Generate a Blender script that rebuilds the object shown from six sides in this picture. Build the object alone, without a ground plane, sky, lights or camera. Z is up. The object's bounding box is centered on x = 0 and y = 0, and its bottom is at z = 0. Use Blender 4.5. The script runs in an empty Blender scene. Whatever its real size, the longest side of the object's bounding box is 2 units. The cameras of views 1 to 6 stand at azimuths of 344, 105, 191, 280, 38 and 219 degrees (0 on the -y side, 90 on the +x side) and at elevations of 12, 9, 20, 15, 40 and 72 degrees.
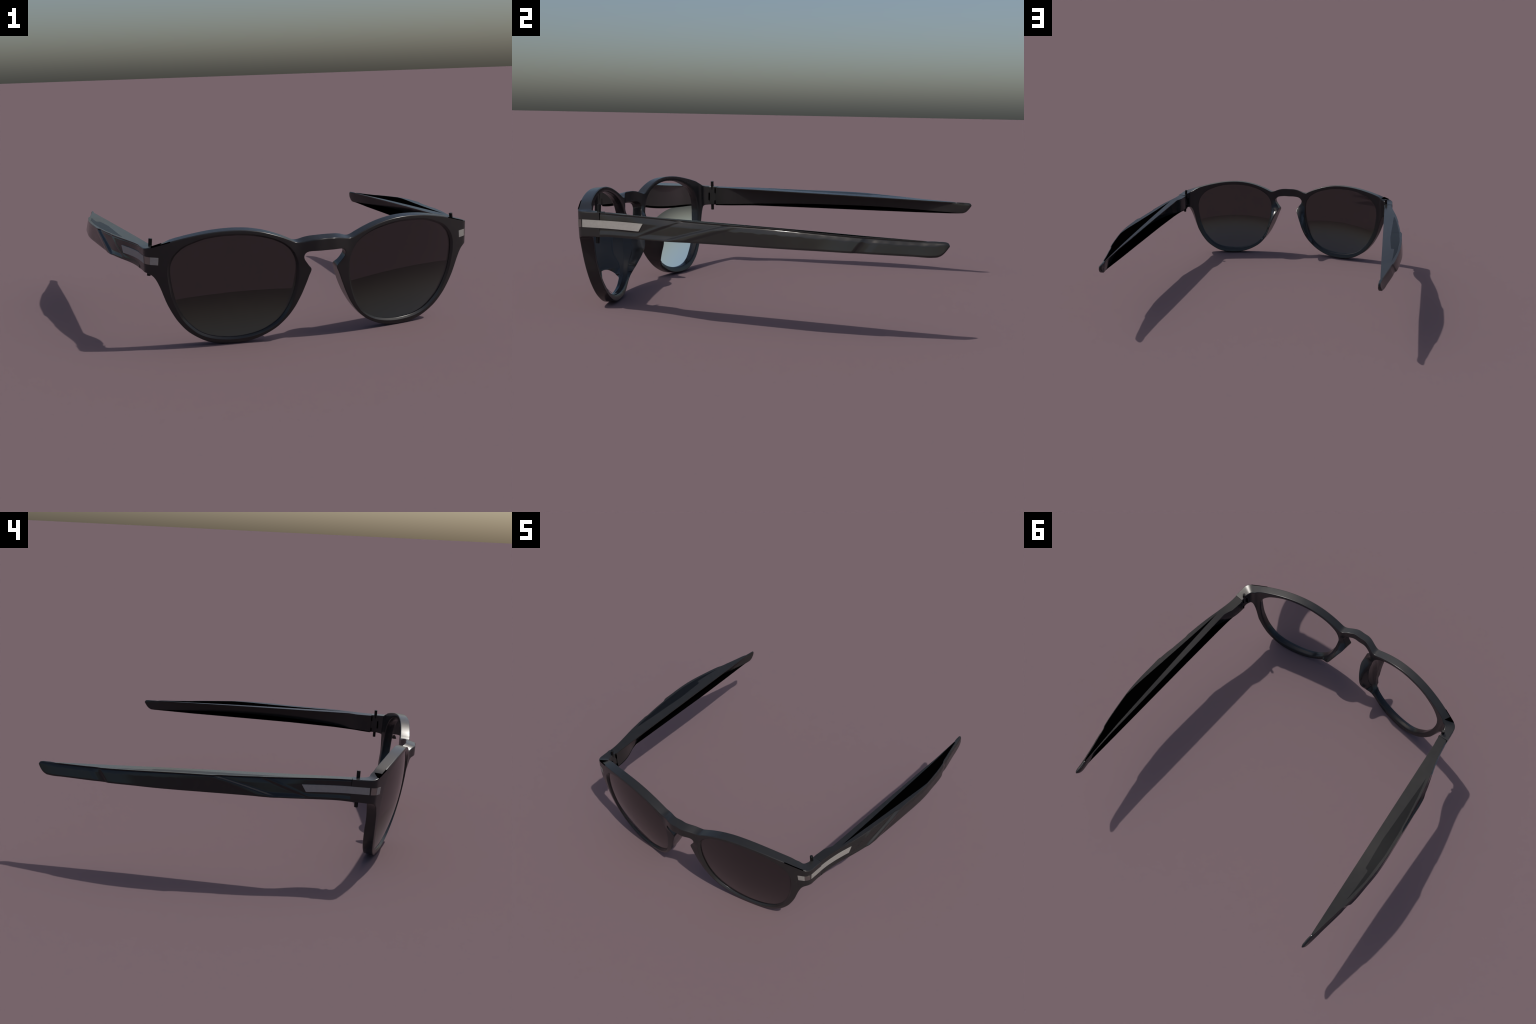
"""Round keyhole-bridge sunglasses lying open: one moulded front, two smoked lenses,
two channel-section temples with silver inlays, hinge pins.  x = width, -y = front, z = up."""
import bpy, bmesh, math
import numpy as np
from mathutils import Vector, geometry

# ------------------------------------------------------------------ materials
def principled(name, base, rough, **kw):
    m = bpy.data.materials.new(name); m.use_nodes = True
    nt = m.node_tree; b = nt.nodes["Principled BSDF"]
    b.inputs["Base Color"].default_value = (*base, 1)
    b.inputs["Roughness"].default_value = rough
    for k, v in kw.items():
        b.inputs[k.replace("_", " ")].default_value = v
    return m, nt, b

def grain(nt, b, base, spread, scale, rough, rspread, bump=0.0, bscale=60):
    """fine procedural mottling of colour and gloss on object coordinates"""
    tc = nt.nodes.new("ShaderNodeTexCoord")
    n = nt.nodes.new("ShaderNodeTexNoise"); n.inputs["Scale"].default_value = scale
    n.inputs["Detail"].default_value = 5
    nt.links.new(tc.outputs["Object"], n.inputs["Vector"])
    r = nt.nodes.new("ShaderNodeValToRGB")
    r.color_ramp.elements[0].position = .3; r.color_ramp.elements[1].position = .7
    r.color_ramp.elements[0].color = (*[c * (1 - spread) for c in base], 1)
    r.color_ramp.elements[1].color = (*[c * (1 + spread) for c in base], 1)
    nt.links.new(n.outputs["Fac"], r.inputs["Fac"])
    nt.links.new(r.outputs["Color"], b.inputs["Base Color"])
    mr = nt.nodes.new("ShaderNodeMapRange")
    mr.inputs["To Min"].default_value = rough - rspread
    mr.inputs["To Max"].default_value = rough + rspread
    nt.links.new(n.outputs["Fac"], mr.inputs["Value"])
    nt.links.new(mr.outputs["Result"], b.inputs["Roughness"])
    if bump:
        n2 = nt.nodes.new("ShaderNodeTexNoise"); n2.inputs["Scale"].default_value = bscale
        nt.links.new(tc.outputs["Object"], n2.inputs["Vector"])
        bp = nt.nodes.new("ShaderNodeBump"); bp.inputs["Strength"].default_value = bump
        bp.inputs["Distance"].default_value = .002
        nt.links.new(n2.outputs["Fac"], bp.inputs["Height"])
        nt.links.new(bp.outputs["Normal"], b.inputs["Normal"])

FRAME_C = (.021, .0207, .0203)
m_frame, nt, b = principled("satin_black_plastic", FRAME_C, .24, Specular_IOR_Level=.44)
grain(nt, b, FRAME_C, .05, 22, .24, .01)
TEMPLE_C = (.019, .0187, .0183)
m_temple, nt, b = principled("gloss_black_plastic", TEMPLE_C, .16, Specular_IOR_Level=.44)
grain(nt, b, TEMPLE_C, .05, 18, .16, .01)
m_flange, nt, b = principled("satin_flange", TEMPLE_C, .20, Specular_IOR_Level=.28)  # duller copy of the temple plastic, toned down to a weaker sky reflection
grain(nt, b, TEMPLE_C, .05, 18, .20, .01)
m_void, nt, b = principled("painted_black_shade", (.0006, .0006, .0007), .9, Specular_IOR_Level=0.0)
m_navy, nt, b = principled("painted_dim_shade", (.006, .0065, .0075), .3, Specular_IOR_Level=.12)  # darkened colour for the patch where uneven normals lose the sky's sheen
SILVER = (.34, .325, .30)
m_silver, nt, b = principled("brushed_silver", SILVER, .5, Metallic=.2)
grain(nt, b, SILVER, .05, 90, .5, .04)
m_chrome, nt, b = principled("polished_silver", (.30, .29, .27), .28, Metallic=.9)
m_pin, nt, b = principled("dark_steel_pin", (.006, .006, .006), .35, Specular_IOR_Level=.25)

LENS_C = (.075, .072, .072)
m_lens_front, nt, b = principled("smoked_lens_front", LENS_C, 0.0, Transmission_Weight=1.0, IOR=1.55)
m_lens_back, nt, b = principled("smoked_lens_back", LENS_C, 0.0, Transmission_Weight=1.0, IOR=1 / 1.55)

# ------------------------------------------------------------------ helpers
def interp(x, table):
    t = np.array(table, float)
    return np.interp(x, t[:, 0], t[:, 1])

def smooth_interp(x, table):
    """monotone-ish cubic (Catmull-Rom) through a table of (x, value)"""
    t = np.array(table, float); X, Y = t[:, 0], t[:, 1]
    d = np.gradient(Y, X)
    x = np.clip(np.asarray(x, float), X[0], X[-1])
    i = np.clip(np.searchsorted(X, x) - 1, 0, len(X) - 2)
    h = X[i + 1] - X[i]; s = (x - X[i]) / h
    return ((2*s**3 - 3*s**2 + 1) * Y[i] + (s**3 - 2*s**2 + s) * h * d[i]
            + (-2*s**3 + 3*s**2) * Y[i + 1] + (s**3 - s**2) * h * d[i + 1])

def sstep(x, a, b):
    t = np.clip((np.asarray(x, float) - a) / (b - a), 0, 1)
    return t * t * (3 - 2 * t)

def spline(pts, n_per, closed=False):
    p = np.array(pts, float); n = len(p); out = []
    idx = (lambda i: p[i % n]) if closed else (lambda i: p[min(max(i, 0), n - 1)])
    for i in range(n if closed else n - 1):
        a, b_, c, d = idx(i - 1), idx(i), idx(i + 1), idx(i + 2)
        for s in np.linspace(0, 1, n_per, endpoint=False):
            out.append(.5 * (2*b_ + (c - a)*s + (2*a - 5*b_ + 4*c - d)*s*s + (3*b_ - a - 3*c + d)*s**3))
    if not closed:
        out.append(p[-1])
    return np.array(out)

def resample(p, step, closed):
    q = np.vstack([p, p[:1]]) if closed else p
    L = np.r_[0, np.cumsum(np.hypot(*np.diff(q, axis=0).T))]
    n = max(4, int(round(L[-1] / step)))
    s = np.linspace(0, L[-1], n + 1)
    if closed:
        s = s[:-1]
    return np.stack([np.interp(s, L, q[:, 0]), np.interp(s, L, q[:, 1])], 1)

def loop_normals(p):
    """outward 2D normals of a closed counter-clockwise loop"""
    t = np.roll(p, -1, 0) - np.roll(p, 1, 0)
    t /= np.hypot(*t.T)[:, None]
    return np.stack([t[:, 1], -t[:, 0]], 1)

def make_ccw(p):
    a = (p[:, 0] * np.roll(p[:, 1], -1) - np.roll(p[:, 0], -1) * p[:, 1]).sum()
    return p if a > 0 else p[::-1].copy()

def inside(P, loop):
    x, y = P[:, 0][:, None], P[:, 1][:, None]
    a, b_ = loop, np.roll(loop, -1, 0)
    c = ((a[:, 1] > y) != (b_[:, 1] > y))
    with np.errstate(divide="ignore", invalid="ignore"):
        xi = a[:, 0] + (y - a[:, 1]) * (b_[:, 0] - a[:, 0]) / (b_[:, 1] - a[:, 1])
    return ((c & (x < xi)).sum(1) % 2) == 1

def fill(loops, step):
    """triangulate the area between an outer loop and holes; returns points, triangles
    (the first len(sum loops) points are the loops' own points, in order)"""
    allp = np.vstack(loops)
    edges, o = [], 0
    for l in loops:
        n = len(l); edges += [(o + i, o + (i + 1) % n) for i in range(n)]; o += n
    lo, hi = loops[0].min(0), loops[0].max(0)
    gx, gy = np.meshgrid(np.arange(lo[0], hi[0], step), np.arange(lo[1], hi[1], step))
    gx = gx + (np.arange(gx.shape[0])[:, None] % 2) * step * .5
    g = np.stack([gx.ravel(), gy.ravel()], 1)
    keep = inside(g, loops[0])
    for h in loops[1:]:
        keep &= ~inside(g, h)
    g = g[keep]
    d = np.sqrt(((g[:, None] - allp[None]) ** 2).sum(2)).min(1)
    g = g[d > step * .6]
    pts = np.vstack([allp, g])
    v, e, f, ov, oe, of = geometry.delaunay_2d_cdt([Vector(p) for p in pts], edges, [], 0, 1e-7)
    remap = [o_[0] if len(o_) else 0 for o_ in ov]
    P = np.array([[a.x, a.y] for a in v])
    tri = np.array(f)
    cen = P[tri].mean(1)
    keep = inside(cen, loops[0])
    for h in loops[1:]:
        keep &= ~inside(cen, h)
    tri = np.array(remap)[tri[keep]]
    q = pts[tri]
    ar = (q[:, 1, 0]-q[:, 0, 0])*(q[:, 2, 1]-q[:, 0, 1])-(q[:, 2, 0]-q[:, 0, 0])*(q[:, 1, 1]-q[:, 0, 1])
    tri[ar < 0] = tri[ar < 0][:, ::-1]
    return pts, tri

def new_object(name, verts, faces, mats, parent=None, mat_index=None, sharp=35, weighted=False):
    me = bpy.data.meshes.new(name)
    me.from_pydata([tuple(v) for v in verts], [], [tuple(int(i) for i in f) for f in faces])
    for m in mats:
        me.materials.append(m)
    if mat_index is not None:
        me.polygons.foreach_set("material_index", np.array(mat_index, dtype=np.int32))
    bm = bmesh.new(); bm.from_mesh(me)
    bmesh.ops.remove_doubles(bm, verts=bm.verts, dist=1e-6)
    bmesh.ops.dissolve_degenerate(bm, dist=1e-6, edges=bm.edges)
    bmesh.ops.recalc_face_normals(bm, faces=bm.faces)
    bm.to_mesh(me); bm.free()
    me.shade_smooth()
    me.set_sharp_from_angle(angle=math.radians(sharp))
    ob = bpy.data.objects.new(name, me)
    bpy.context.scene.collection.objects.link(ob)
    if parent is not None:
        ob.parent = parent
    if weighted:
        w = ob.modifiers.new("weighted", "WEIGHTED_NORMAL"); w.keep_sharp = True; w.weight = 60
    return ob

def mirrored(ob, name, parent, mats=None):
    """mirror twin across x = 0 (own mesh, faces flipped)"""
    me = ob.data.copy()
    bm = bmesh.new(); bm.from_mesh(me)
    for v in bm.verts:
        v.co.x = -v.co.x
    bmesh.ops.reverse_faces(bm, faces=bm.faces)
    bm.to_mesh(me); bm.free()
    if mats:
        for i, m in enumerate(mats):
            me.materials[i] = m
    o = bpy.data.objects.new(name, me)
    bpy.context.scene.collection.objects.link(o)
    o.parent = parent
    for m in ob.modifiers:
        w = o.modifiers.new(m.name, m.type); w.keep_sharp = True; w.weight = 60
    return o

# ------------------------------------------------------------------ the thing
root = bpy.data.objects.new("sunglasses", None)
root.empty_display_size = .1
root["label"] = "black round keyhole sunglasses with smoked lenses and silver inlays"
root["category"] = "sunglasses"
bpy.context.scene.collection.objects.link(root)

# ------------------------------------------------------------------ front frame
# front face: a wrapped, slightly tilted shell y = front_y(x, z), bulging forward at the bridge
def shell_y(x, z):
    x = np.abs(x)
    return (-.8325 + .0078*x + .1489*x*x + .0496*x**3 - .2936*z + .2993*z*z - .1334*x*z + .1458*x*x*z)
def front_y(x, z):
    return shell_y(x, z) + -.037 * (1 - sstep(np.abs(x), .025, .147)) * sstep(z, .37, .435)

X0, R_CORNER, A_END = .822, .050, math.radians(86)      # where the front turns back into the end piece
U_END = .96
def sheet(u, z):
    """front sheet: u runs along the front and round the corner; returns point and slope angle"""
    sg = np.where(u < 0, -1.0, 1.0); u = np.abs(u)
    x = np.minimum(u, X0); y = front_y(x, z)
    h = 1e-3
    a = np.arctan((front_y(x + h, z) - front_y(x - h, z)) / (2 * h))
    a0 = np.arctan((front_y(X0 + h, z) - front_y(X0 - h, z)) / (2 * h))
    s = np.maximum(u - X0, 0)
    L = R_CORNER * (A_END - a0)
    sa = np.minimum(s, L); aa = a0 + sa / R_CORNER
    over = u > X0
    xx = np.where(over, X0 + R_CORNER * (np.sin(aa) - np.sin(a0)) + (s - sa) * math.cos(A_END), x)
    yy = np.where(over, y + R_CORNER * (np.cos(a0) - np.cos(aa)) + (s - sa) * math.sin(A_END), y)
    ang = np.where(over, aa, a)
    return xx, yy, ang, sg, L
def end_u(y_target=-.649, z=.44):
    us = np.linspace(X0, 1.1, 2000); _, yy, _, _, _ = sheet(us, np.full_like(us, z))
    return float(np.interp(y_target, yy, us))
U_END = end_u()

# half outline (u, z), from the middle of the bridge's lower edge round the nose, the rim's foot,
# the end piece and back along the brow to the middle of the bridge's upper edge
NOSE = [(0, .4482), (.03, .4485), (.065, .4478), (.087, .4452), (.1005, .4365), (.106, .4227), (.103, .408),
        (.0935, .393), (.079, .374), (.069, .3625), (.0655, .3535), (.0680, .342), (.0765, .3227), (.0888, .29),
        (.1009, .2595), (.1128, .2305), (.126, .2032), (.1393, .1769), (.1544, .1522), (.1707, .1288),
        (.1889, .1072), (.2083, .0872), (.2283, .0690), (.2509, .0528), (.2753, .0388), (.3005, .0268),
        (.3253, .0172), (.3502, .0098), (.375, .0045), (.40, .0012), (.4243, -.0008), (.45, -.0017),
        (.4758, -.0014), (.5015, .0004), (.5271, .0044), (.5531, .0108), (.5766, .0190), (.5997, .0302),
        (.6225, .0436), (.6441, .0587), (.6644, .0756), (.6827, .0948), (.6992, .1155), (.7148, .1371),
        (.7284, .1602), (.7412, .184), (.7532, .2088), (.7642, .2346), (.7739, .2617), (.7835, .290),
        (.7951, .3202), (.808, .347), (.822, .3655), (.840, .3755), (.868, .3805), (U_END - .006, .3845), (U_END - .001, .3858), (U_END, .391)]
BROW = [(U_END, .492), (U_END - .001, .4965), (U_END - .006, .4976), (.88, .4990), (.855, .5005), (.83, .5045), (.80, .5123), (.76, .5236), (.72, .5344),
        (.68, .5441), (.62, .5563), (.56, .5658), (.50, .5712), (.44, .5726), (.38, .5690), (.32, .5590),
        (.27, .5455), (.22, .5277), (.18, .5103), (.155, .4985), (.135, .4930), (.115, .4940), (.09, .4992),
        (.06, .5044), (.03, .5062), (0, .5066)]
LIP = [(.458, .546), (.503, .5447), (.547, .5402), (.588, .532), (.626, .519), (.664, .503), (.690, .4865),
       (.7215, .4535), (.7395, .4135), (.7435, .365), (.7385, .315), (.7275, .256), (.7115, .208),
       (.6825, .1475), (.6465, .103), (.608, .069), (.565, .0475), (.5145, .0345), (.458, .0295), (.4085, .0308),
       (.356, .0385), (.305, .0535), (.261, .0765), (.222, .108), (.1905, .150), (.167, .199), (.1495, .255),
       (.1405, .305), (.1385, .354), (.1440, .400), (.163, .4435), (.1935, .477), (.2335, .502),
       (.276, .5195), (.320, .5315), (.368, .541), (.42, .5458)]

BEV = .0045
THICK = .056
half_a = resample(spline(NOSE, 6), .007, False)
half_b = resample(spline(BROW, 6), .009, False)
halfloop = np.vstack([half_a, half_b])
halfloop[:, 1] -= .0013 * (1 - sstep(halfloop[:, 1], 0, .05))
left = halfloop[1:-1][::-1] * [-1, 1]
outer = make_ccw(np.vstack([halfloop, left]))
lip_r = make_ccw(resample(spline(LIP, 8, True), .007, True))
lip_l = make_ccw(lip_r * [-1, 1])

# nose pads: extra depth behind the nasal side of each rim
PAD = [(.02, 0), (.04, 0), (.06, .002), (.08, .009), (.10, .022), (.12, .037), (.15, .058), (.18, .078), (.21, .092), (.24, .095),
       (.27, .090), (.30, .078), (.32, .064), (.34, .042), (.36, .017), (.38, 0), (.40, 0), (.42, 0)]
NASAL_OUT = [(z, x) for x, z in NOSE if x < .42 and z < .36][::-1]
NASAL_LIP = sorted([(z, x) for x, z in LIP if x < .46])
def pad_depth(u, z):
    a = np.abs(u)
    xo = interp(z, NASAL_OUT); xl = interp(z, NASAL_LIP)
    h = np.clip((xl - a) / np.maximum(xl - xo, .02), 0, 1)
    lipf = .30 * sstep(z, .11, .21)
    return np.where((a < .42) & (a < xl + .012), smooth_interp(z, PAD) * (lipf + (1 - lipf) * sstep(h, 0, .75)), 0)

def lens_depth(uv):
    """how far the domed lens front lies behind the frame's face"""
    return .0005 + .14 * ((np.abs(uv[:, 0]) - .465) ** 2 + (uv[:, 1] - .310) ** 2)

def place(uv, t):
    """point of the front at depth t (metres behind the face); t may exceed THICK at the pads"""
    u, z = uv[:, 0], uv[:, 1]
    x, y, ang, sg, L = sheet(u, z)
    au = np.abs(u)
    # depth direction turns more gently than the face does round the corner
    e0, e1 = X0 - .075, X0 + L + .055
    h = 1e-3
    ab = np.clip(au, h, e0)
    abase = np.arctan((shell_y(ab + h, z) - shell_y(ab - h, z)) / (2 * h))
    w = np.clip((au - e0) / (e1 - e0), 0, 1)
    ad = abase * (1 - w) + A_END * w
    tilt = .12 * (1 - sstep(au, .72, .84)) + .15 * (1 - sstep(au, .08, .15)) * sstep(z, .43, .47)
    d = np.stack([-np.sin(ad), np.cos(ad), tilt], 1)
    d /= np.linalg.norm(d, axis=1)[:, None]
    e = pad_depth(u, z)
    q = np.clip(t / (THICK + e), 0, 1)
    shift = e * .19 * q
    shift = shift + .06 * t * (1 - sstep(au, .11, .16)) * sstep(z, .33, .37) * (1 - sstep(z, .425, .445))
    P = np.stack([x + shift, y, z], 1) + d * np.asarray(t)[:, None]
    P[:, 0] *= sg
    return P

verts, faces = [], []
def add(P):
    o = sum(len(v) for v in verts); verts.append(P); return o
def bridge(o1, o2, n, flip=False):
    for i in range(n):
        j = (i + 1) % n
        faces.append((o1 + i, o1 + j, o2 + j, o2 + i) if not flip else (o1 + i, o2 + i, o2 + j, o1 + j))

def back_t(uv):
    a = np.abs(uv[:, 0])
    return THICK + pad_depth(uv[:, 0], uv[:, 1]) + .010 * sstep(a, .765, .82) * (1 - sstep(a, .86, .91))

def ring_profile(loop, sign, rings):
    """rings: list of (in-plane offset, depth from front or, if negative, from back)"""
    nrm = loop_normals(loop) * sign
    offs = []
    T = back_t(loop)
    for off, t, from_back in rings:
        # the edge rounding dies out at the hinge end so that the temple butts on squarely
        k = 1 - .85 * sstep(np.abs(loop[:, 0]), U_END - .030, U_END - .010)
        uv = loop - nrm * (off * k)[:, None]
        if sign < 0 and not from_back:
            t = t * (lens_depth(loop) - .001)          # the rim's chamfer runs down to the lens edge
        tt = (T - t * k) if from_back else t * k
        offs.append((add(place(uv, tt)), uv))
    return offs

q = [(1 - math.sin(a), 1 - math.cos(a)) for a in np.radians([0, 22.5, 45, 67.5, 90])]
outer_rings = [(BEV * s, BEV * c, False) for s, c in q] + [(BEV * s, BEV * c, True) for s, c in q[::-1]]
# outer: q gives (offset 1->0, depth 0->1)
outer_rings = [(BEV * (1 - math.sin(a)), BEV * (1 - math.cos(a)), False) for a in np.radians([0, 22.5, 45, 67.5, 90])] + \
              [(BEV * (1 - math.cos(a)), BEV * (1 - math.sin(a)), True) for a in np.radians([0, 22.5, 45, 67.5, 90])]
hole_rings = [(.0105, 0, False), (.0096, .03, False), (.0086, .12, False), (.0014, .86, False), (.0004, .97, False),
              (0, 1.12, False), (0.0, .006, True), (.0015, .0022, True), (.0050, 0, True)]
ro = ring_profile(outer, 1, outer_rings)
rr = ring_profile(lip_r, -1, hole_rings)
rl = ring_profile(lip_l, -1, hole_rings)
for R_, n in ((ro, len(outer)), (rr, len(lip_r)), (rl, len(lip_l))):
    for a, b_ in zip(R_[:-1], R_[1:]):
        bridge(a[0], b_[0], n)
for k, depth in ((0, 0), (-1, 1)):
    loops = [ro[k][1], rr[k][1], rl[k][1]]
    offs = [ro[k][0], rr[k][0], rl[k][0]]
    pts, tri = fill(loops, .011)
    nl = sum(len(l) for l in loops)
    inner = pts[nl:]
    o = add(place(inner, back_t(inner) if depth else np.zeros(len(inner))))
    idx = np.concatenate([np.arange(len(l)) + of for l, of in zip(loops, offs)] + [np.arange(len(inner)) + o])
    faces += [tuple(idx[t]) for t in tri]
allv = np.vstack(verts)
Z_SHIFT = -allv[:, 2].min()
frame = new_object("front_frame", allv, faces, [m_frame], root, sharp=40, weighted=True)

# ------------------------------------------------------------------ lenses
def build_lens():
    loop = make_ccw(resample(spline(LIP, 8, True), .006, True))
    loop = loop + loop_normals(loop) * .006            # edge sits inside the rim's groove
    pts, tri = fill([loop], .016)
    n = len(loop)
    # domed front: nearly flush with the rim in the middle, sunk at the edge; the back follows the shell
    f, k = place(pts, lens_depth(pts)), place(pts, np.full(len(pts), .0310))
    V = np.vstack([f, k]); m = len(pts)
    F_ = [tuple(t) for t in tri] + [tuple((t + m)[::-1]) for t in tri]
    mi = [0] * len(tri) + [1] * len(tri)
    for i in range(n):
        j = (i + 1) % n
        F_.append((i, i + m, j + m, j)); mi.append(2)
    return new_object("lens", V, F_, [m_lens_front, m_lens_back, m_frame], root, mi, sharp=30)
lens = build_lens()
lens_b = mirrored(lens, "lens.001", root)

# ------------------------------------------------------------------ temples
Y0, Y1 = -.6475, .9425
OUT_B = [(-.66, .8600), (-.6, .868), (-.5, .8872), (-.4, .9185), (-.33, .938), (-.2, .9585), (-.1, .9695), (0, .979), (.1, .9875),
         (.2, .9955), (.3, .9985), (.4, .9935), (.5, .9835), (.6, .968), (.7, .953), (.8, .938), (.9, .923), (.9425, .914)]
OUT_T = [(-.66, .8585), (-.6, .8640), (-.5, .884), (-.4, .908), (-.3, .928), (-.2, .944), (-.1, .9605), (0, .973), (.1, .981),
         (.2, .987), (.3, .9885), (.4, .983), (.5, .9725), (.6, .957), (.7, .9375), (.8, .9225), (.9, .9105), (.9425, .909)]
Z_LO = [(-.66, .3845), (-.6, .3885), (-.5, .390), (-.4, .3926), (-.3, .3948), (-.2, .3974), (-.1, .399), (.1, .4003), (.3, .4008),
        (.5, .399), (.6, .3966), (.7, .3944), (.8, .3922), (.88, .3905), (.897, .3925), (.912, .399), (.926, .413), (.936, .427), (.9425, .4375)]
Z_HI = [(-.66, .4968), (-.6, .4962), (-.4, .495), (-.3, .4932), (-.2, .4908), (-.1, .489), (.1, .487), (.2, .4855), (.3, .482), (.4, .4765),
        (.5, .471), (.6, .4655), (.7, .4612), (.8, .4578), (.9, .4555), (.918, .4553), (.930, .4535), (.938, .4490), (.9425, .4415)]
WALL = [(-.66, .7975), (-.62, .7995), (-.58, .805), (-.54, .816), (-.5, .832), (-.45, .856), (-.4, .876), (-.3, .906), (-.2, .926),
        (-.1, .944), (0, .957), (.1, .966), (.2, .9725), (.3, .9745), (.4, .969), (.5, .958), (.6, .943), (.7, .924), (.8, .908),
        (.85, .902), (.9, .897), (.9425, .900)]
# inner straight edges of the upper and lower flanges (they differ a little between the two sides)
CHORD_TOP = {1: [(-.66, .7975), (-.62, .7990), (-.55, .8090), (-.5, .834), (.4, .8815), (.6, .8945), (.8, .9000), (.9, .903)],
             -1: [(-.66, .7975), (-.6, .8034), (-.5, .8101), (.8, .8975), (.9, .905)]}
CHORD_BOT = {1: [(-.66, .7985), (-.6, .808), (-.5, .8185), (.8, .9030), (.9, .905)],
             -1: [(-.66, .7985), (-.55, .8150), (-.45, .858), (-.4, .8725), (.3, .884), (.8, .9037), (.9, .906)]}

def relief(y, v):
    """outer face: sunken nose part, a diagonal ribbon, a proud panel that steps down before the tip.
    v runs 0 (bottom) to 1 (top)"""
    lineB = -.455 + .235 * v
    lineA = -.315 + .30 * v
    lineC = -.205 + .26 * v
    rear = .545 + .045 * v
    d = -.0040 * (1 - sstep(y, lineB - .05, lineB + .03)) * sstep(v, .05, .3)
    d += -.0065 * sstep(y, lineB - .02, lineB + .02) * (1 - sstep(y, lineA, lineA + .035)) * sstep(v, 0, .25)
    d += .0060 * sstep(y, lineA - .005, lineA + .045) * (1 - sstep(y, lineC - .02, lineC + .03)) * (1 - .4 * v)
    d += .0022 * sstep(y, lineC - .02, lineC + .03)
    d += .0050 * sstep(y, rear - .16, rear - .01) * (1 - sstep(y, rear, rear + .018)) * (1 - .5 * v)
    d += -.0022 * sstep(y, rear, rear + .030) + .0025 * sstep(y, rear + .045, rear + .085) * (1 - sstep(y, rear + .10, rear + .25))
    return d

PLATE = .0055
def build_temple(side):
    ys = np.r_[np.linspace(Y0, .88, 480), np.linspace(.884, Y1, 40)]
    zl, zh = smooth_interp(ys, Z_LO), smooth_interp(ys, Z_HI)
    xb, xt = smooth_interp(ys, OUT_B), smooth_interp(ys, OUT_T)
    xw = np.minimum(smooth_interp(ys, WALL), np.minimum(xb, xt) - .016)
    # plan rounding of the tip
    tip = np.sqrt(np.clip(1 - np.clip((ys - .918) / (.0247), 0, 1) ** 2, 0, 1))
    solid = sstep(ys, .80, .88)                     # the tip is full height, the plates end before it
    body_lo = zl + .0020 * (1 - solid); body_hi = zh - PLATE * (1 - solid)
    V, NS = [], 0
    vo = np.r_[0, .015, .04, .08, np.linspace(.10, .64, 30), np.linspace(.655, .945, 18), .965, .985, 1]
    vi = np.r_[1, .985, .95, .8, .5, .2, .05, .015, 0]
    for i, y in enumerate(ys):
        mid = (.5 * (xb[i] + xt[i]) + xw[i]) / 2
        ring = []
        H = body_hi[i] - body_lo[i]
        for v in vo:
            # upper shoulder leans in, its ragged crease modelled to draw a jagged sun glint
            v0 = .76 + .035 * math.sin(33 * y) * math.sin(87 * y + 1) * float(sstep(y, -.05, .05))
            lean = .55 if side > 0 else .15
            w = (1 - lean) * v + lean * float(sstep(v, v0 - .05, 1.12)) ** .8
            x = xb[i] * (1 - w) + (xt[i] - .002) * w + float(relief(y, v)) * (1 - solid[i] * .6)
            # softened long edges
            r = .0065 + .003 * solid[i]
            dz = min(v, 1 - v) * H
            if dz < r:
                x -= (r - math.sqrt(max(r * r - (r - dz) ** 2, 0))) * (.35 + .65 * solid[i])
            ring.append((mid + (x - mid) * max(tip[i], .38), y, body_lo[i] + v * H))
        for v in vi:
            x = xw[i]
            r = .006 + .003 * solid[i]
            dz = min(v, 1 - v) * H
            if dz < r:
                x += (r - math.sqrt(max(r * r - (r - dz) ** 2, 0))) * solid[i]
            ring.append((mid + (x - mid) * max(tip[i], .38), y, body_lo[i] + v * H))
        V += ring; NS = len(ring)
    F_ = []
    for i in range(len(ys) - 1):
        for k in range(NS):
            l = (k + 1) % NS
            F_.append((i * NS + k, i * NS + l, (i + 1) * NS + l, (i + 1) * NS + k))
    F_.append(tuple(range(NS))); F_.append(tuple(range((len(ys) - 1) * NS, len(ys) * NS)))
    V = np.array(V); V[:, 0] *= side
    return new_object("temple", V, F_, [m_temple], root, sharp=32, weighted=True)

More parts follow.
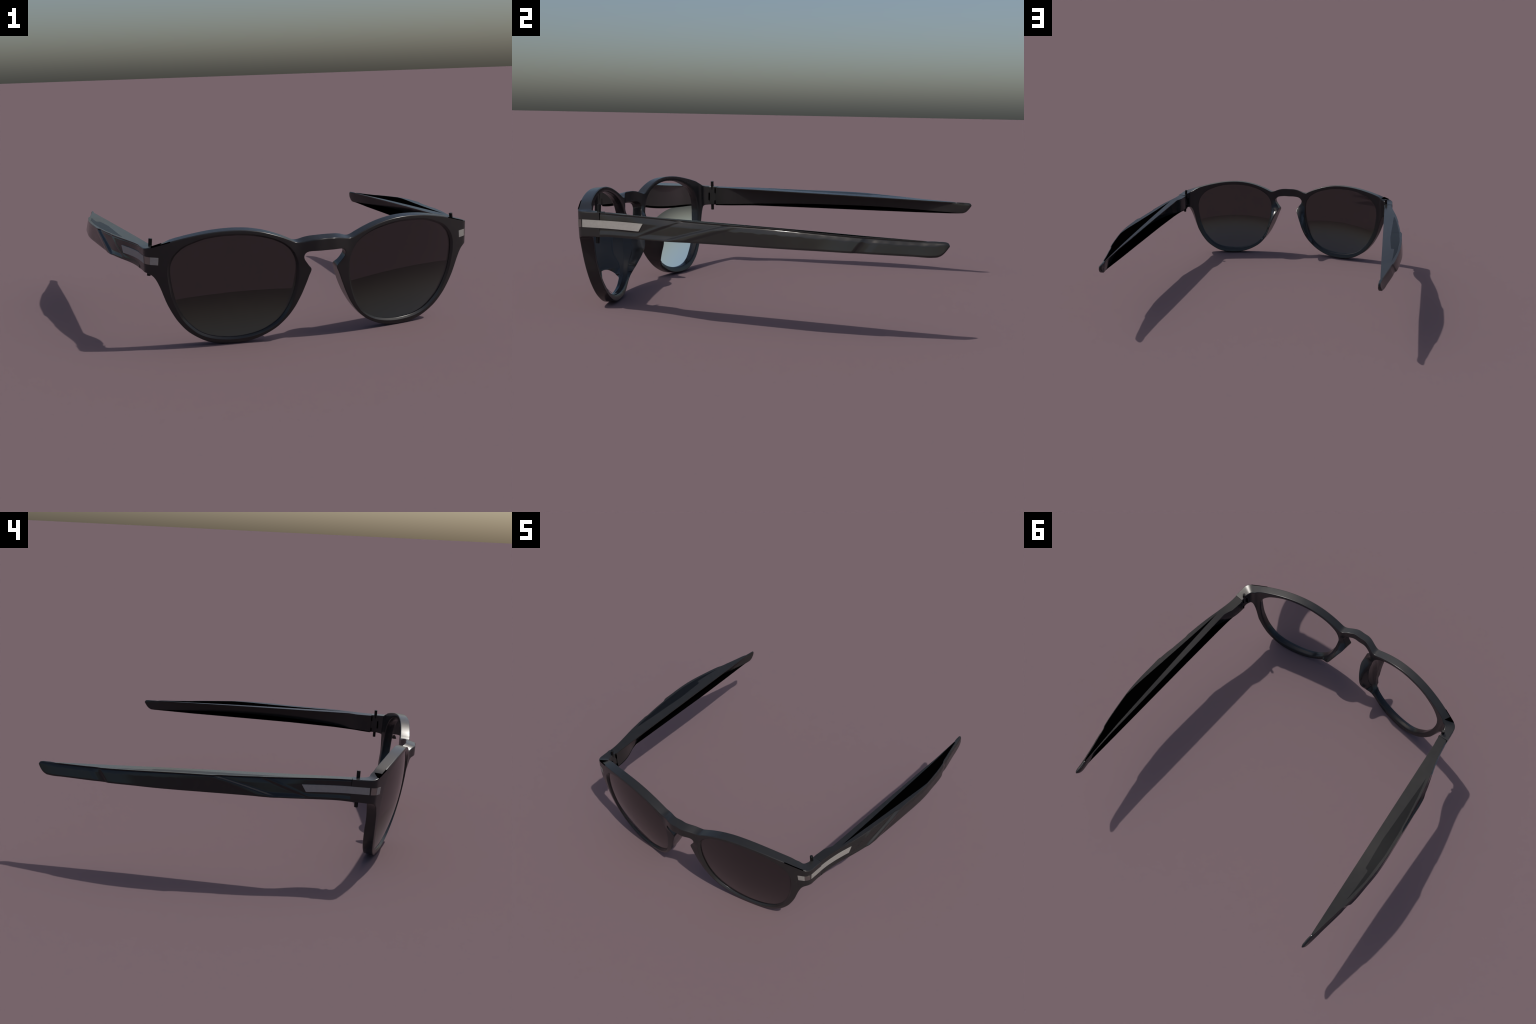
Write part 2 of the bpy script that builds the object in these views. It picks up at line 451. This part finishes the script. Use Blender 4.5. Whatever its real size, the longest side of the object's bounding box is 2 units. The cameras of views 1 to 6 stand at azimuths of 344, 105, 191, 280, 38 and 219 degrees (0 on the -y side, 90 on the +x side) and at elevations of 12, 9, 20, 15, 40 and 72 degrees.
def plate(name, side, top, parent):
    """upper or lower flange: closes the curved temple over to a straight inner edge"""
    ys = np.linspace(Y0, .90, 220)
    zl, zh = smooth_interp(ys, Z_LO), smooth_interp(ys, Z_HI)
    xb, xt = smooth_interp(ys, OUT_B), smooth_interp(ys, OUT_T)
    fade = sstep(ys, .82, .885)
    z_out = (zh - .004 * fade) if top else (zl + .0035)
    if top:
        z_in = interp(ys, [(-.66, .4945), (-.5, .4912), (0, .4790), (.4, .4680), (.6, .4618), (.9, .4535)])
        z_in = np.minimum(z_in, z_out)
    else:
        z_in = interp(ys, {1: [(-.66, .384), (-.55, .389), (-.4, .3950), (-.1, .3975), (.3, .3945), (.6, .3917), (.9, .392)],
                           -1: [(-.66, .384), (-.5, .386), (0, .388), (.6, .3886), (.9, .391)]}[side])
        z_in = z_in + (z_out - z_in) * fade
    xo = (xt if top else xb) + np.array([float(relief(y, 1.0 if top else 0.0)) for y in ys]) - .0012 - .004 * fade
    xw = smooth_interp(ys, WALL)
    xc = np.minimum(interp(ys, (CHORD_TOP if top else CHORD_BOT)[side]), xo - .010)
    if top and side == 1:      # flipped-normal shading painted black between outer band and inner strip
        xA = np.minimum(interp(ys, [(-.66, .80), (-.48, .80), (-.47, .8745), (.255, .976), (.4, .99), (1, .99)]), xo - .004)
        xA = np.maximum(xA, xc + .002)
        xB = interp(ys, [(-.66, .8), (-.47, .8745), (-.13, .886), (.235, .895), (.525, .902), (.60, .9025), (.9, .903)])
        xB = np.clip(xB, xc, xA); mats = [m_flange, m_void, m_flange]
    elif top:
        xA = np.minimum(interp(ys, [(-.66, .87), (-.36, .893), (-.3, .908), (-.2, .928), (0, .958), (.2, .974), (.4, .971), (.56, .947), (1, .9)]), xo - .010)
        xA = np.maximum(xA, xc + .002)
        xB = interp(ys, [(-.66, .87), (-.36, .893), (.12, .904), (.33, .925), (.335, .946), (.45, .949), (.56, .947), (1, .9)])
        xB = np.clip(xB, xc, xA); mats = [m_flange, m_navy, m_flange]
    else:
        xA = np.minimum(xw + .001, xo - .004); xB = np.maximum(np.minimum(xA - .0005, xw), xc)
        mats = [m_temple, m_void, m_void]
    cols = []
    def zat(x):
        w = np.clip((xo - x) / np.maximum(xo - np.minimum(xc, xo - .02), 1e-4), 0, 1)
        return z_out * (1 - w) + z_in * w
    sg = 1 if top else -1
    stations = [xo, xA] + [xA * (1 - w) + xB * w for w in (.33, .67)] + [xB, xB * .5 + xc * .5, xc]
    for x in stations:
        cols.append((x, zat(x)))
    for x in stations[::-1]:
        cols.append((x, zat(x) - (PLATE * .98 if top else .0035)))
    n = len(cols); m = len(ys)
    V = np.zeros((m, n, 3))
    for k, (x, zz) in enumerate(cols):
        V[:, k, 0] = x * side; V[:, k, 1] = ys; V[:, k, 2] = zz
    ns = len(stations)
    kind = [0, 1, 1, 1, 2, 2]
    idx = lambda i, k: i * n + k
    F_, mi = [], []
    for i in range(m - 1):
        for k in range(n):
            l = (k + 1) % n
            F_.append((idx(i, k), idx(i, l), idx(i + 1, l), idx(i + 1, k)))
            if k < ns - 1:
                mi.append(kind[k])
            elif k == ns - 1:
                mi.append(2)
            elif k < n - 1:
                mi.append(2 if not top else 1)
            else:
                mi.append(0)
    if not top:                # black shade is coloured onto both lower-flange faces, not the rim
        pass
    F_.append(tuple(idx(0, k) for k in range(n))); mi.append(0)
    F_.append(tuple(idx(m - 1, k) for k in range(n))); mi.append(0)
    return new_object(name, V.reshape(-1, 3), F_, mats, parent, mi, sharp=30)

# ------------------------------------------------------------------ inlays, pins, hinge slots
def outer_at(y, z):
    v = np.clip((z - smooth_interp(y, Z_LO)) / (smooth_interp(y, Z_HI) - smooth_interp(y, Z_LO)), 0, 1)
    return smooth_interp(y, OUT_B) * (1 - v) + smooth_interp(y, OUT_T) * v, v

def slab(name, grid_out, depth_vec, mat, parent, sharp=35):
    """thin solid from a (rows, cols, 3) outer surface and an inward offset"""
    r, c, _ = grid_out.shape
    V = np.concatenate([grid_out.reshape(-1, 3), (grid_out + depth_vec).reshape(-1, 3)])
    o = r * c; F_ = []
    for i in range(r - 1):
        for j in range(c - 1):
            a, b_, d, e = i*c + j, i*c + j + 1, (i+1)*c + j + 1, (i+1)*c + j
            F_ += [(a, b_, d, e), (o + e, o + d, o + b_, o + a)]
    rim = [(0, j) for j in range(c)] + [(i, c - 1) for i in range(1, r)] + \
          [(r - 1, j) for j in range(c - 2, -1, -1)] + [(i, 0) for i in range(r - 2, 0, -1)]
    rim = [i * c + j for i, j in rim]
    for k in range(len(rim)):
        a, b_ = rim[k], rim[(k + 1) % len(rim)]
        F_.append((a, b_, b_ + o, a + o))
    return new_object(name, V, F_, [mat], parent, sharp=sharp)

def build_inlay(side, parent):
    """silver bar on the temple's outer side, its rear end cut on the slant"""
    rows, cols = 7, 40
    G = np.zeros((rows, cols, 3))
    z_front = (.4265, .4618); z_rear = (.4276, .4632)
    for i, w in enumerate(np.linspace(0, 1, rows)):
        y_rear = -.4334 * (1 - w) + -.4125 * w
        y = np.linspace(-.738, y_rear, cols)
        s = np.linspace(0, 1, cols)
        z = (z_front[0] * (1 - w) + z_front[1] * w) * (1 - s) + (z_rear[0] * (1 - w) + z_rear[1] * w) * s
        x0 = .8574 * (1 - w) + .8538 * w
        xo, v = outer_at(np.maximum(y, -.655), z)
        xo = xo + np.array([float(relief(a, b_)) for a, b_ in zip(y, v)])
        x1 = .9069 * (1 - w) + .9091 * w
        # gentle S from the corner to the slanted end, always just proud of the plastic
        us = np.linspace(X0, U_END, 200)
        sx, sy, _, _, _ = sheet(us, np.full_like(us, z.mean()))
        x = np.where(y < -.649, np.interp(y, sy, sx), xo + .004 * sstep(y, -.649, -.45))
        x = smooth3(x) + .0013
        G[i, :, 0] = x * side; G[i, :, 1] = y; G[i, :, 2] = z
    return slab("inlay_bar", G, np.array([-.012 * side, 0, 0]), m_silver, parent)

def smooth3(a):
    for _ in range(22):
        b_ = a.copy(); b_[1:-1] = (a[:-2] + a[1:-1] + a[2:]) / 3; a = b_
    return a

def build_clip(side, parent, name, u0, u1, mat):
    """silver clip on the front: a flat tab, then a hollow band bending round the corner"""
    rows, cols = 7, 30
    u_a, u_b = .7905, end_u(-.742)
    us = np.linspace(u0, u1, cols)
    G = np.zeros((rows, cols, 3)); D = np.zeros((rows, cols, 3))
    for i, w in enumerate(np.linspace(0, 1, rows)):
        s = (us - u_a) / (u_b - u_a)
        z = (.4190 * (1 - s) + .4262 * s) * (1 - w) + (.4547 * (1 - s) + .4616 * s) * w
        uu = us + .0032 * (1 - w) * (1 - s)
        uv = np.stack([uu, z], 1)
        hollow = 0 if u0 < .8 else .0007
        P = place(uv, np.zeros(cols) - .0012 + hollow)
        Q = place(uv, np.full(cols, .012))
        G[i] = P * [side, 1, 1]; D[i] = Q * [side, 1, 1] - G[i]
    return slab(name, G, D, mat, parent, sharp=25)

def build_pin(side):
    a = np.array([.8224, -.6754, .3500]); b_ = np.array([.8048, -.6747, .5312])
    ax = (b_ - a) / np.linalg.norm(b_ - a)
    e1 = np.cross(ax, [0, 1, 0]); e1 /= np.linalg.norm(e1); e2 = np.cross(ax, e1)
    V, F_, n, r = [], [], 20, .0092
    prof = [(0, r - .0012), (.0012, r), (np.linalg.norm(b_ - a) - .0012, r), (np.linalg.norm(b_ - a), r - .0012)]
    for h, rr_ in prof:
        for k in range(n):
            t = 2 * math.pi * k / n
            V.append((a + ax * h + rr_ * (math.cos(t) * e1 + math.sin(t) * e2)) * [side, 1, 1])
    for j in range(len(prof) - 1):
        for k in range(n):
            l = (k + 1) % n
            F_.append((j*n + k, j*n + l, (j+1)*n + l, (j+1)*n + k))
    F_.append(tuple(range(n))); F_.append(tuple(range(3*n, 4*n)))
    return new_object("hinge_pin", V, F_, [m_pin], root, sharp=40)

def box(name, lo, hi, mat, parent):
    lo, hi = np.array(lo), np.array(hi)
    V = [(x, y, z) for x in (lo[0], hi[0]) for y in (lo[1], hi[1]) for z in (lo[2], hi[2])]
    F_ = [(0, 1, 3, 2), (4, 6, 7, 5), (0, 4, 5, 1), (2, 3, 7, 6), (0, 2, 6, 4), (1, 5, 7, 3)]
    return new_object(name, V, F_, [mat], parent)

def ribbon(name, uvs, depth0, depth1, w, mat, parent, side):
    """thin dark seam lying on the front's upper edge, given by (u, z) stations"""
    uv = np.array(uvs)
    A = place(uv, np.full(len(uv), depth0)) - [0, 0, .0010]
    B = place(uv, np.full(len(uv), depth1)) + [0, 0, .0012]
    G = np.stack([A, B]) * [side, 1, 1]
    return slab(name, G, np.array([0, .001, -w]), mat, parent)

for side in (1, -1):
    t = build_temple(side)
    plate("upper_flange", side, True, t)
    plate("lower_flange", side, False, t)
    build_inlay(side, t)
    build_clip(side, root, "corner_clip", .7905, .8285, m_silver)
    build_clip(side, root, "corner_band", .8295, end_u(-.7445), m_chrome)
    build_pin(side)
    # hinge gaps between the interlocking knuckles, on the inner side
    def hb(y0, y1, z0, z1, x):
        a, b_ = sorted((x * side, (x + .02) * side))
        box("hinge_gap", (a, y0, z0), (b_, y1, z1), m_void, root)
    hb(-.6945, -.6885, .412, .459, .7945)
    hb(-.6545, -.6485, .385, .411, .7950)
    hb(-.6545, -.6485, .459, .489, .7950)
    if side == 1:
        st = np.linspace(.715, .822, 14)
    else:
        st = np.linspace(.735, .822, 12)
    zt = smooth_interp(st, sorted([p for p in BROW if p[0] > .6]))
    ribbon("brow_seam", np.stack([st, zt - .0006], 1), -.0008, .0050, .003, m_void, root, side)

# open corner on one side, where the brow's top meets the end piece
tri = np.array([(-.766, -.751, .5178), (-.784, -.786, .5195), (-.8207, -.7715, .5095)])
V = np.vstack([tri + [0, 0, .0012], tri - [0, 0, .004]])
new_object("corner_gap", V, [(0, 1, 2), (5, 4, 3), (0, 3, 4, 1), (1, 4, 5, 2), (2, 5, 3, 0)], [m_void], root)

# settle on the ground
for o in root.children:
    o.location.z = Z_SHIFT
bpy.context.view_layer.update()
